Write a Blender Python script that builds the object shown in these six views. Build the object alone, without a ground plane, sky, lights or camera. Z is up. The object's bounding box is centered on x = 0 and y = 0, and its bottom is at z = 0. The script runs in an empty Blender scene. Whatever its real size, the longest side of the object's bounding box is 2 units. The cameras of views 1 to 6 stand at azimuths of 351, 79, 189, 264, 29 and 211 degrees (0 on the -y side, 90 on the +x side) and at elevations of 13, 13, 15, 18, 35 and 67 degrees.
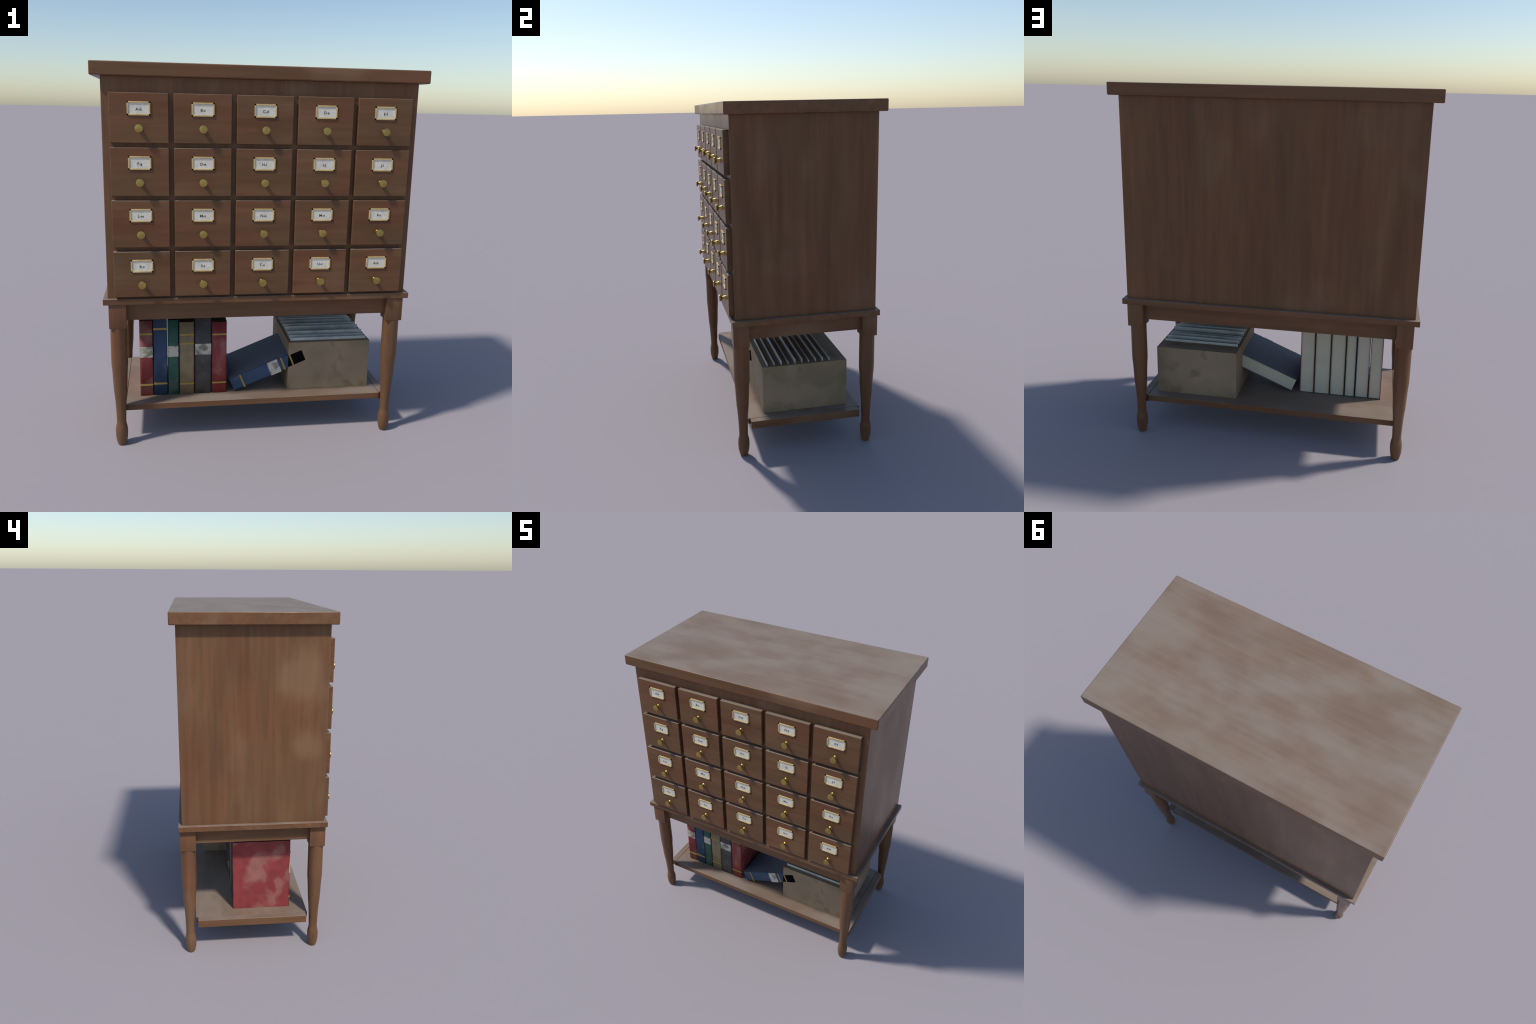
"""Oak card-index cabinet on turned legs, with books and a box of files on its lower shelf."""
import bpy, bmesh, math
from mathutils import Vector, Matrix

CY = 0.0156                     # the cabinet's own mid plane (knobs stick out, so y = 0 lies in front of it)

# ------------------------------------------------------------------ node helpers
class Nodes:
    def __init__(self, name):
        self.mat = bpy.data.materials.new(name)
        self.mat.use_nodes = True
        self.nt = self.mat.node_tree
        self.nt.nodes.clear()
        self.out = self.n('ShaderNodeOutputMaterial')
        self.bsdf = self.n('ShaderNodeBsdfPrincipled')
        self.link(self.bsdf.outputs[0], self.out.inputs[0])

    def n(self, kind, **props):
        node = self.nt.nodes.new(kind)
        for k, v in props.items():
            setattr(node, k, v)
        return node

    def link(self, a, b):
        self.nt.links.new(a, b)

    def put(self, sock, value):
        if hasattr(value, 'is_linked') or isinstance(value, bpy.types.NodeSocket):
            self.link(value, sock)
        elif isinstance(value, tuple) and len(value) == 3 and sock.type == 'RGBA':
            sock.default_value = (*value, 1.0)
        else:
            sock.default_value = value

    def coords(self, scale=(1, 1, 1), vary=0.0):
        tc = self.n('ShaderNodeTexCoord')
        src = tc.outputs['Object']
        if vary:
            info = self.n('ShaderNodeObjectInfo')
            add = self.n('ShaderNodeVectorMath', operation='MULTIPLY_ADD')
            comb = self.n('ShaderNodeCombineXYZ')
            for i in range(3):
                self.link(info.outputs['Random'], comb.inputs[i])
            self.link(comb.outputs[0], add.inputs[0])
            add.inputs[1].default_value = (vary, -vary * 0.7, vary * 1.3)
            self.link(src, add.inputs[2])
            src = add.outputs[0]
        mp = self.n('ShaderNodeMapping')
        mp.inputs['Scale'].default_value = scale
        self.link(src, mp.inputs['Vector'])
        return mp.outputs[0]

    def noise(self, vec, scale, detail=4.0, rough=0.55, distort=0.0):
        t = self.n('ShaderNodeTexNoise')
        t.inputs['Scale'].default_value = scale
        t.inputs['Detail'].default_value = detail
        t.inputs['Roughness'].default_value = rough
        t.inputs['Distortion'].default_value = distort
        self.link(vec, t.inputs['Vector'])
        return t.outputs['Fac']

    def ramp(self, fac, *stops, mode='EASE'):
        r = self.n('ShaderNodeValToRGB')
        r.color_ramp.interpolation = mode
        els = r.color_ramp.elements
        while len(els) < len(stops):
            els.new(0.5)
        for e, (p, c) in zip(els, stops):
            e.position = p
            e.color = (*c, 1) if isinstance(c, tuple) else (c, c, c, 1)
        self.link(fac, r.inputs[0])
        return r.outputs[0]

    def mix(self, fac, a, b, mode='MIX'):
        m = self.n('ShaderNodeMix', data_type='RGBA', blend_type=mode)
        self.put(m.inputs[0], fac)
        self.put(m.inputs[6], a)
        self.put(m.inputs[7], b)
        return m.outputs[2]

    def math(self, op, a, b=None, clamp=False):
        m = self.n('ShaderNodeMath', operation=op, use_clamp=clamp)
        self.put(m.inputs[0], a)
        if b is not None:
            self.put(m.inputs[1], b)
        return m.outputs[0]

    def upward(self):
        g = self.n('ShaderNodeNewGeometry')
        s = self.n('ShaderNodeSeparateXYZ')
        self.link(g.outputs['Normal'], s.inputs[0])
        return self.ramp(s.outputs['Z'], (0.45, 0.0), (0.85, 1.0))

    def bump(self, height, strength, dist=0.002):
        b = self.n('ShaderNodeBump')
        b.inputs['Strength'].default_value = strength
        b.inputs['Distance'].default_value = dist
        self.link(height, b.inputs['Height'])
        self.link(b.outputs[0], self.bsdf.inputs['Normal'])

    def finish(self, color, rough=0.6, metallic=0.0, spec=0.5):
        self.put(self.bsdf.inputs['Base Color'], color)
        self.put(self.bsdf.inputs['Roughness'], rough)
        self.bsdf.inputs['Metallic'].default_value = metallic
        self.bsdf.inputs['Specular IOR Level'].default_value = spec
        return self.mat


def wood(name, axis, bright=1.0, dust=1.0, patches=0.25, rubbed=(), tint=1.0):
    """Stained wood: long soft streaks along one axis, red and olive blotches, grey dust lying on upward faces."""
    m = Nodes(name)
    def along(squeeze):
        return tuple(squeeze if i == 'xyz'.index(axis) else 1.0 for i in range(3))
    k = bright
    broad = m.noise(m.coords(along(0.14), 9.0), 11.0, 3.0, 0.5, 0.2)
    fine = m.noise(m.coords(along(0.06), 5.0), 38.0, 3.0, 0.55)
    blot = m.noise(m.coords(along(0.45), 13.0), 4.5, 3.0, 0.5)
    col = m.ramp(broad, (0.25, (0.126 * k, 0.062 * k, 0.032 * k)), (0.5, (0.149 * k, 0.074 * k, 0.037 * k)),
                 (0.78, (0.175 * k, 0.090 * k, 0.045 * k)))
    hue = m.ramp(blot, (0.34, (1 + 0.045 * tint, 1 - 0.035 * tint, 1 - 0.05 * tint)), (0.66, (1 - 0.015 * tint, 1 + 0.03 * tint, 1 + 0.01 * tint)))
    col = m.mix(1.0, col, hue, 'MULTIPLY')
    col = m.mix(1.0, col, m.ramp(fine, (0.3, 0.90), (0.7, 1.09)), 'MULTIPLY')
    # worn greyish patches that can sit anywhere
    worn = m.ramp(m.noise(m.coords(along(0.6), 21.0), 3.6, 2.0, 0.5), (0.55, 0.0), (0.74, patches))
    col = m.mix(worn, col, (0.29, 0.195, 0.125))
    # handled places: soft tan areas round given points of the part
    for centre, size, amount in rubbed:
        ob = m.n('ShaderNodeTexCoord')
        d = m.n('ShaderNodeVectorMath', operation='SUBTRACT')
        m.link(ob.outputs['Object'], d.inputs[0])
        d.inputs[1].default_value = centre
        q = m.n('ShaderNodeVectorMath', operation='DIVIDE')
        m.link(d.outputs[0], q.inputs[0])
        q.inputs[1].default_value = size
        ln = m.n('ShaderNodeVectorMath', operation='LENGTH')
        m.link(q.outputs[0], ln.inputs[0])
        ragged = m.math('MULTIPLY', m.noise(m.coords((1, 1, 0.7)), 7.0, 2.0, 0.5), 1.6)
        edge = m.math('ADD', ln.outputs['Value'], ragged)
        col = m.mix(m.ramp(m.math('MULTIPLY', edge, 0.5), (0.45, amount), (0.95, 0.0)), col, (0.245, 0.152, 0.085))
    # dust on ledges, thin and cloudy
    cloud = m.noise(m.coords(along(0.62), 3.0), 5.2, 3.0, 0.5)
    film = m.ramp(cloud, (0.30, 0.46), (0.70, 0.86))
    film = m.mix(1.0, film, m.ramp(fine, (0.3, 0.93), (0.7, 1.05)), 'MULTIPLY')
    film = m.mix(1.0, film, m.upward(), 'MULTIPLY')
    film = m.math('MULTIPLY', film, dust)
    col = m.mix(film, col, (0.258, 0.212, 0.172))
    grit = m.noise(m.coords(along(0.25), 2.0), 160.0, 3.0, 0.6)
    m.bump(grit, 0.07, 0.001)
    gloss = m.ramp(blot, (0.3, 0.24), (0.7, 0.34))
    return m.finish(col, m.mix(film, gloss, (0.62, 0.62, 0.62)), spec=0.22)


def cloth(name, base, worn, amount=0.7, scale=9.0):
    """Book cloth: even colour with rubbed, paler clouds."""
    m = Nodes(name)
    c = m.noise(m.coords((1, 1, 1), 11.0), scale, 3.0, 0.5, 0.35)
    col = m.mix(m.ramp(c, (0.49, 0.0), (0.64, amount)), base, worn)
    d = m.noise(m.coords((1, 1, 1), 4.0), 22.0, 3.0, 0.5)
    col = m.mix(1.0, col, m.ramp(d, (0.3, 0.88), (0.7, 1.1)), 'MULTIPLY')
    weave = m.noise(m.coords(), 420.0, 2.0)
    m.bump(weave, 0.1, 0.0006)
    return m.finish(col, 0.62, spec=0.35)


def stained_paper(name, base, stain, lo, hi, scale, rough=0.8, mottle=1.0):
    m = Nodes(name)
    s = m.noise(m.coords((1, 1, 1), 6.0), scale, 3.0, 0.5, 0.4)
    col = m.mix(m.ramp(s, (lo, 0.0), (hi, 1.0)), base, stain)
    s2 = m.noise(m.coords((1, 1, 1), 2.0), scale * 3.1, 3.0, 0.5)
    col = m.mix(1.0, col, m.ramp(s2, (0.3, 1 - 0.07 * mottle), (0.7, 1 + 0.06 * mottle)), 'MULTIPLY')
    return m.finish(col, rough, spec=0.3)


def cardboard(name):
    m = Nodes(name)
    big = m.noise(m.coords(), 5.5, 3.0, 0.5, 0.5)
    col = m.ramp(big, (0.3, (0.225, 0.172, 0.100)), (0.55, (0.285, 0.213, 0.135)), (0.75, (0.325, 0.235, 0.160)))
    v = m.noise(m.coords((1, 1, 1)), 11.0, 2.0, 0.4, 0.3)
    col = m.mix(m.ramp(v, (0.56, 0.0), (0.78, 0.75)), col, (0.17, 0.12, 0.06))
    m.bump(m.noise(m.coords(), 60.0, 3.0), 0.08, 0.001)
    return m.finish(col, 0.75, spec=0.3)


def brass(name, color, rough, metallic):
    m = Nodes(name)
    t = m.noise(m.coords((1, 1, 1), 8.0), 30.0, 3.0)
    col = m.mix(1.0, m.ramp(t, (0.3, tuple(c * 0.88 for c in color)), (0.7, tuple(min(1, c * 1.1) for c in color))), (1.0, 1.0, 1.0), 'MULTIPLY')
    return m.finish(col, rough, metallic)


def plain(name, color, rough=0.6, spec=0.4):
    m = Nodes(name)
    t = m.noise(m.coords((1, 1, 1), 5.0), 40.0, 2.0)
    col = m.ramp(t, (0.3, tuple(c * 0.92 for c in color)), (0.7, tuple(c * 1.06 for c in color)))
    return m.finish(col, rough, spec=spec)


WOOD_X = wood('stained_wood_lengthwise', 'x')
WOOD_Y = wood('stained_wood_crosswise', 'y')
WOOD_Z = wood('stained_wood_upright', 'z', patches=0.14,
              rubbed=[((-0.79, -0.26, 0.27), (0.2, 0.18, 0.19), 0.5), ((-0.79, -0.30, -0.10), (0.2, 0.11, 0.10), 0.4)])
WOOD_LEG = wood('stained_wood_turned', 'z', 1.0, patches=0.15)
WOOD_DRAWER = wood('stained_wood_drawer', 'x', 0.91, patches=0.10, tint=2.2)
KNOB = brass('aged_brass', (0.44, 0.315, 0.10), 0.40, 1.0)
FRAME = brass('pale_brass', (0.62, 0.46, 0.20), 0.45, 0.3)
BLACK = plain('black_gap', (0.004, 0.004, 0.004), 0.9, 0.05)
CARD = stained_paper('label_card', (0.68, 0.645, 0.55), (0.61, 0.57, 0.49), 0.4, 0.7, 30.0)
INK = plain('ink', (0.012, 0.012, 0.012), 0.8)
BOX = cardboard('buff_cardboard')
SHEET = stained_paper('blue_grey_paper', (0.62, 0.63, 0.57), (0.47, 0.48, 0.46), 0.42, 0.7, 7.0)
PAGES = stained_paper('page_edges', (0.57, 0.535, 0.415), (0.53, 0.515, 0.395), 0.35, 0.75, 5.0, mottle=0.3)
DARK_TOP = plain('dark_page_top', (0.05, 0.043, 0.033), 0.8)
GOLD = plain('gilt', (0.36, 0.245, 0.055), 0.75)
PATCH = stained_paper('soiled_label', (0.54, 0.505, 0.42), (0.22, 0.20, 0.15), 0.46, 0.66, 22.0)
RED = cloth('red_cloth', (0.235, 0.038, 0.038), (0.30, 0.125, 0.10), 0.8, 7.0)
BLUE = cloth('blue_cloth', (0.036, 0.068, 0.130), (0.09, 0.11, 0.15), 0.5)
BLUE_SIDE = plain('blue_boards', (0.09, 0.10, 0.13), 0.6)
GREEN = cloth('green_cloth', (0.035, 0.105, 0.075), (0.12, 0.17, 0.15), 0.55)
TAN = cloth('tan_cloth', (0.25, 0.19, 0.105), (0.29, 0.22, 0.15), 0.4)
GREY = cloth('charcoal_cloth', (0.066, 0.061, 0.057), (0.115, 0.11, 0.105), 0.5)

# ------------------------------------------------------------------ mesh helpers
SCENE = bpy.context.scene


def add(name, mesh, parent=None, loc=(0, 0, 0)):
    ob = bpy.data.objects.new(name, mesh)
    SCENE.collection.objects.link(ob)
    ob.location = loc
    ob.parent = parent
    return ob


def empty(name, loc, label, category, rot=(0, 0, 0)):
    ob = bpy.data.objects.new(name, None)
    SCENE.collection.objects.link(ob)
    ob.location = loc
    ob.rotation_euler = rot
    ob.empty_display_size = 0.05
    ob['label'] = label
    ob['category'] = category
    return ob


def box_into(bm, x0, x1, y0, y1, z0, z1, bevel=0.0, seg=2, mat=0):
    ret = bmesh.ops.create_cube(bm, size=1.0)
    vs = ret['verts']
    for v in vs:
        v.co = Vector(((x0 + x1) / 2 + v.co.x * (x1 - x0), (y0 + y1) / 2 + v.co.y * (y1 - y0), (z0 + z1) / 2 + v.co.z * (z1 - z0)))
    faces = list({f for v in vs for f in v.link_faces})
    for f in faces:
        f.material_index = mat
    if bevel:
        edges = list({e for v in vs for e in v.link_edges})
        r = bmesh.ops.bevel(bm, geom=edges, offset=bevel, segments=seg, profile=0.5, affect='EDGES')
        for f in r['faces']:
            f.smooth = True
            f.material_index = mat


def to_mesh(bm, name, *mats):
    me = bpy.data.meshes.new(name)
    bmesh.ops.recalc_face_normals(bm, faces=bm.faces)
    bm.to_mesh(me)
    bm.free()
    for m in mats:
        me.materials.append(m)
    return me


def slab(name, parent, span, mat, bevel=0.003, seg=2, base=(0, 0, 0)):
    """A bevelled board given by its extents in the parent's own space; its origin is its centre."""
    x0, x1, y0, y1, z0, z1 = span
    c = Vector(((x0 + x1) / 2, (y0 + y1) / 2, (z0 + z1) / 2))
    bm = bmesh.new()
    box_into(bm, x0 - c.x, x1 - c.x, y0 - c.y, y1 - c.y, z0 - c.z, z1 - c.z, bevel, seg)
    return add(name, to_mesh(bm, name, mat), parent, c - Vector(base))


def ring(bm, r, z, n):
    return [bm.verts.new((r * math.cos(2 * math.pi * i / n), r * math.sin(2 * math.pi * i / n), z)) for i in range(n)]


def skin(bm, a, b):
    n = len(a)
    for i in range(n):
        bm.faces.new((a[i], a[(i + 1) % n], b[(i + 1) % n], b[i])).smooth = True


def smooth_by_angle(me, deg):
    me.set_sharp_from_angle(angle=math.radians(deg))


# ------------------------------------------------------------------ the cabinet
cabinet = empty('card_index_cabinet', (0, CY, 0), 'dark wooden card cabinet with twenty drawers on turned legs', 'cabinet')
BASE = (0, CY, 0)

slab('cabinet_top', cabinet, (-0.8386, 0.8386, -0.4194, 0.4508, 1.9352, 2.0), WOOD_X, 0.0060, 3, BASE)
slab('cabinet_body', cabinet, (-0.7905, 0.7905, -0.3876, 0.4182, 0.834, 1.937), WOOD_Z, 0.003, 2, BASE)
slab('base_ledge', cabinet, (-0.8138, 0.8138, -0.4072, 0.4374, 0.8064, 0.8382), WOOD_X, 0.0025, 2, BASE)

# aprons run between the leg blocks, set back from their faces
LEG_X, LEG_Y, HALF = 0.7426, 0.3713, 0.0447
slab('apron', cabinet, (-0.702, 0.702, -0.366, -0.340, 0.7110, 0.8085), WOOD_X, 0.002, 2, BASE)
slab('apron', cabinet, (-0.702, 0.702, 0.371, 0.397, 0.7110, 0.8085), WOOD_X, 0.002, 2, BASE)
slab('apron', cabinet, (-0.7555, -0.7295, -0.314, 0.345, 0.7110, 0.8085), WOOD_Y, 0.002, 2, BASE)
slab('apron', cabinet, (0.7295, 0.7555, -0.314, 0.345, 0.7110, 0.8085), WOOD_Y, 0.002, 2, BASE)

# one leg: square block over a turned shaft with a swelling foot
def leg_mesh():
    bm = bmesh.new()
    box_into(bm, -HALF, HALF, -HALF, HALF, 0.6775, 0.8085, 0.0015, 2)
    n = 48
    profile = [(0.679, 0.0436), (0.640, 0.0437), (0.560, 0.0439), (0.500, 0.0440), (0.466, 0.0435), (0.440, 0.0412),
               (0.402, 0.0390), (0.360, 0.0374), (0.312, 0.0350), (0.285, 0.0322), (0.250, 0.0294), (0.200, 0.0270),
               (0.150, 0.0254), (0.128, 0.0252), (0.116, 0.0272), (0.104, 0.0304), (0.090, 0.0323), (0.075, 0.0330),
               (0.050, 0.0322), (0.036, 0.0309), (0.022, 0.0280), (0.012, 0.0257), (0.004, 0.0238), (0.0, 0.0215)]
    prev = None
    for z, r in profile:
        cur = ring(bm, r, z, n)
        if prev:
            skin(bm, prev, cur)
        prev = cur
    bm.faces.new(prev)
    me = to_mesh(bm, 'leg', WOOD_LEG)
    smooth_by_angle(me, 40)
    return me

leg = leg_mesh()
for sx in (-1, 1):
    for sy in (-1, 1):
        ob = add('leg', leg, cabinet, (sx * LEG_X, sy * LEG_Y, 0))

# lower shelf: a thin board with a deeper cleat across each end
shelf = slab('shelf', cabinet, (-0.7186, 0.7186, -0.3222, 0.3532, 0.1765, 0.2105), WOOD_X, 0.002, 2, BASE)
for s in (-1, 1):
    a, b = sorted((s * 0.7203, s * 0.7628))
    slab('shelf_cleat', cabinet, (a, b, -0.3105, 0.3412, 0.1655, 0.2105), WOOD_Y, 0.002, 2, BASE)

# ------------------------------------------------------------------ drawers
COLS, ROWS, PITCH_X, PITCH_Z = 5, 4, 0.3064, 0.2577
DRAWER_W, DRAWER_H, FRONT, FACE = 0.2815, 0.2352, -0.4166, -0.3876
TOP_Z = 1.8598 - DRAWER_H / 2
LETTERS = ['A-b', 'B-c', 'C-d', 'D-e', 'E-f', 'F-g', 'D-e', 'H-i', 'I-j', 'J-l',
           'L-m', 'M-n', 'N-o', 'M-n', 'P-r', 'R-s', 'S-t', 'T-u', 'U-v', 'A-b']

# everything below is local to a drawer: origin at the middle of its front face, -y outwards
bm = bmesh.new()
box_into(bm, -DRAWER_W / 2, DRAWER_W / 2, 0, FACE - FRONT + 0.008, -DRAWER_H / 2, DRAWER_H / 2, 0.0028, 3)
drawer_me = to_mesh(bm, 'drawer', WOOD_DRAWER)

LAB_Z, LAB_W, LAB_H, BAR, PROUD = 0.0445, 0.1105, 0.0655, 0.0070, 0.0050
bm = bmesh.new()
w, h = LAB_W / 2, LAB_H / 2
for s in (-1, 1):
    box_into(bm, -w + BAR, w - BAR, -PROUD, 0.001, *sorted((s * h, s * (h - BAR))), 0.0008, 2)
    box_into(bm, *sorted((s * w, s * (w - BAR))), -PROUD, 0.001, -h + BAR, h - BAR, 0.0008, 2)
frame_me = to_mesh(bm, 'label_frame', FRAME)
bm = bmesh.new()
for s in (-1, 1):
    for t in (-1, 1):
        box_into(bm, *sorted((s * w, s * (w - BAR))), -PROUD, 0.001, *sorted((t * h, t * (h - BAR))), 0.0008, 2)
corner_me = to_mesh(bm, 'frame_corner', BLACK)
bm = bmesh.new()
box_into(bm, -w + BAR - 0.001, w - BAR + 0.001, -0.0015, 0.001, -h + BAR - 0.001, h - BAR + 0.001)
card_me = to_mesh(bm, 'label_card', CARD)

def knob_mesh():
    bm = bmesh.new()
    n = 28
    prof = [(0.0005, 0.0145), (-0.0022, 0.0142), (-0.0045, 0.0126), (-0.0085, 0.0108), (-0.0140, 0.0096), (-0.0195, 0.0092), (-0.0225, 0.0100),
            (-0.0238, 0.0165), (-0.0252, 0.0185), (-0.0290, 0.0195), (-0.0325, 0.0198), (-0.0338, 0.0193), (-0.03435, 0.0180)]
    prev = None
    for y, r in prof:
        cur = [bm.verts.new((r * math.cos(2 * math.pi * i / n), y, r * math.sin(2 * math.pi * i / n))) for i in range(n)]
        if prev:
            skin(bm, prev, cur)
        prev = cur
    bm.faces.new(prev)
    me = to_mesh(bm, 'knob', KNOB)
    smooth_by_angle(me, 45)
    return me

knob_me = knob_mesh()

def lettering(text):
    cu = bpy.data.curves.new('lettering', 'FONT')
    cu.body = text
    cu.size = 0.0192
    cu.align_x = 'CENTER'
    cu.extrude = 0.0002
    cu.offset = 0.00025
    ob = bpy.data.objects.new('lettering_source', cu)
    SCENE.collection.objects.link(ob)
    bpy.context.view_layer.update()
    me = bpy.data.meshes.new_from_object(ob.evaluated_get(bpy.context.evaluated_depsgraph_get()))
    bpy.data.objects.remove(ob)
    bpy.data.curves.remove(cu)
    me.transform(Matrix.Rotation(math.radians(90), 4, 'X'))
    me.name = 'lettering'
    me.materials.clear()
    me.materials.append(INK)
    return me

words = {}
for row in range(ROWS):
    for col in range(COLS):
        text = LETTERS[row * COLS + col]
        if text not in words:
            words[text] = lettering(text)
        d = add('drawer', drawer_me, cabinet, ((col - 2) * PITCH_X, FRONT - CY, TOP_Z - row * PITCH_Z))
        add('label_frame', frame_me, d, (0, 0, LAB_Z))
        add('frame_corner', corner_me, d, (0, 0, LAB_Z))
        add('label_card', card_me, d, (0, 0, LAB_Z))
        add('lettering', words[text], d, (0, -0.0017, LAB_Z - 0.0100))
        add('knob', knob_me, d, (0, 0, -0.0480))

# ------------------------------------------------------------------ books
SHELF_Z = 0.2107
BOARD, SPINE_Y, BULGE = 0.0034, -0.2188, 0.0050

def arc(u):
    """How far the backed spine stands out at u = -1..1 across its width: flat middle, sloping shoulders."""
    u = abs(u)
    if u < 0.56:
        return BULGE
    return BULGE * math.sqrt(max(0.0, 1 - ((u - 0.56) / 0.44) ** 2.4))

def curved_strip(name, width, z0, z1, lift, depth, mat, parent, y_front, n=12, start=None):
    """A strip wrapped round the spine; `start` may give a slanted lower end."""
    bm = bmesh.new()
    rows = []
    for i in range(n + 1):
        u = -1 + 2 * i / n
        x = u * width / 2
        y = y_front - arc(u) - lift
        lo = z0 if start is None else start(x)
        rows.append([bm.verts.new((x, y, lo)), bm.verts.new((x, y, z1)), bm.verts.new((x, y + depth, z1)), bm.verts.new((x, y + depth, lo))])
    for a, b in zip(rows, rows[1:]):
        for k in range(4):
            f = bm.faces.new((a[k], a[(k + 1) % 4], b[(k + 1) % 4], b[k]))
            f.smooth = k == 0
    bm.faces.new(rows[0])
    bm.faces.new(rows[-1][::-1])
    return add(name, to_mesh(bm, name, mat), parent)

def book(x0, x1, height, cloth_mat, label, bands=(), title=None, back=0.1235, loc=None, rot=(0, 0, 0), side=None, dark_top=True):
    """Hard-bound book standing on its tail: local x = thickness, z = height, spine towards -y."""
    t = x1 - x0
    b = empty('book', loc or ((x0 + x1) / 2, 0, SHELF_Z), label, 'book', rot)
    side = side or cloth_mat
    for s in (-1, 1):
        slab('cover', b, (*sorted((s * t / 2, s * (t / 2 - BOARD))), SPINE_Y + 0.0006, back, 0, height), side, 0.0007, 1)
    head = 0.0055
    slab('page_block', b, (-t / 2 + BOARD, t / 2 - BOARD, SPINE_Y + 0.002, back - 0.0060, 0.004, height - head), PAGES, 0)
    if dark_top:
        slab('head_edge', b, (-t / 2 + BOARD, t / 2 - BOARD, SPINE_Y + 0.001, back - 0.0045, height - head, height - 0.0025), DARK_TOP, 0)
    # dark joint behind the spine, then the rounded spine itself
    slab('joint', b, (-t / 2 + 0.0012, t / 2 - 0.0012, SPINE_Y - 0.0008, SPINE_Y + 0.002, 0.002, height - 0.002), BLACK, 0)
    curved_strip('spine', t * 0.985, 0, height, 0.0, 0.0028, cloth_mat, b, SPINE_Y)
    for z, wd in bands:
        slab('gilt_band', b, (-t * 0.48, t * 0.48, SPINE_Y - BULGE - 0.0014, SPINE_Y - 0.001, z - wd / 2, z + wd / 2), GOLD, 0)
    if title:
        slab('title_patch', b, (-t * 0.488, t * 0.488, SPINE_Y - BULGE - 0.0009, SPINE_Y - 0.001, *title), PATCH, 0)
    return b

zz = lambda z: z - SHELF_Z
book(-0.6434, -0.5716, 0.4440, RED, 'red cloth book with gilt bands and soiled label', [(zz(0.578), 0.0105), (zz(0.2765), 0.0095)], (zz(0.440), zz(0.5026)))
book(-0.5688, -0.4922, 0.4640, BLUE, 'dark blue cloth book with two gilt bands', [(zz(0.606), 0.0115), (zz(0.2816), 0.0105)])
book(-0.4884, -0.4298, 0.4440, GREEN, 'dark green cloth book with soiled label', [], (zz(0.4395), zz(0.5030)))
book(-0.4252, -0.3426, 0.4300, TAN, 'tan cloth book with three gilt bands', [(zz(0.567), 0.0092), (zz(0.515), 0.0098), (zz(0.2747), 0.0095)])
book(-0.3390, -0.2470, 0.4620, GREY, 'charcoal cloth book with soiled label', [], (zz(0.4465), zz(0.5105)))
book(-0.2438, -0.1605, 0.4260, RED, 'red cloth book with two gilt bands', [(zz(0.5635), 0.0098), (zz(0.2736), 0.0095)])

# the seventh book has slumped against the file box
LEAN = math.radians(22.3)
THICK, LENGTH = 0.0830, 0.4465
corner = Vector((-0.112, 0, 0.2125))
across = Vector((-math.sin(LEAN), 0, math.cos(LEAN)))
slumped = book(-THICK / 2, THICK / 2, LENGTH, BLUE, 'blue cloth book slumped sideways against a box',
               [(0.065, 0.0092), (0.317, 0.0092), (0.3707, 0.0092)], (0.2305, 0.2939),
               loc=corner + across * (THICK / 2), rot=(0, math.pi / 2 - LEAN, 0), side=BLUE_SIDE, dark_top=False, back=0.1275)

# ------------------------------------------------------------------ file box with sheets
BX0, BX1, BY0, BY1, BZ1 = 0.1962, 0.6762, -0.2234, 0.2868, 0.4985
files = empty('file_box', ((BX0 + BX1) / 2, 0, SHELF_Z), 'worn buff cardboard box filled with upright paper sheets', 'box')
fo = files.location

def carton():
    bm = bmesh.new()
    box_into(bm, BX0 - fo.x, BX1 - fo.x, BY0, BY1, 0, BZ1 - fo.z, 0.0012, 1)
    return to_mesh(bm, 'box_body', BOX)

add('box_body', carton(), files)
HEIGHTS = [0.0165, 0.0175, 0.0262, 0.0150, 0.0272, 0.0272, 0.0140, 0.0197, 0.0203, 0.0145]
for i, hgt in enumerate(HEIGHTS):
    y = -0.1935 + i * 0.0417
    slab('paper_sheet', files, (0.2110, 0.6612, y, y + 0.0042, BZ1 - 0.004, BZ1 + hgt), SHEET, 0.0004, 1, fo)

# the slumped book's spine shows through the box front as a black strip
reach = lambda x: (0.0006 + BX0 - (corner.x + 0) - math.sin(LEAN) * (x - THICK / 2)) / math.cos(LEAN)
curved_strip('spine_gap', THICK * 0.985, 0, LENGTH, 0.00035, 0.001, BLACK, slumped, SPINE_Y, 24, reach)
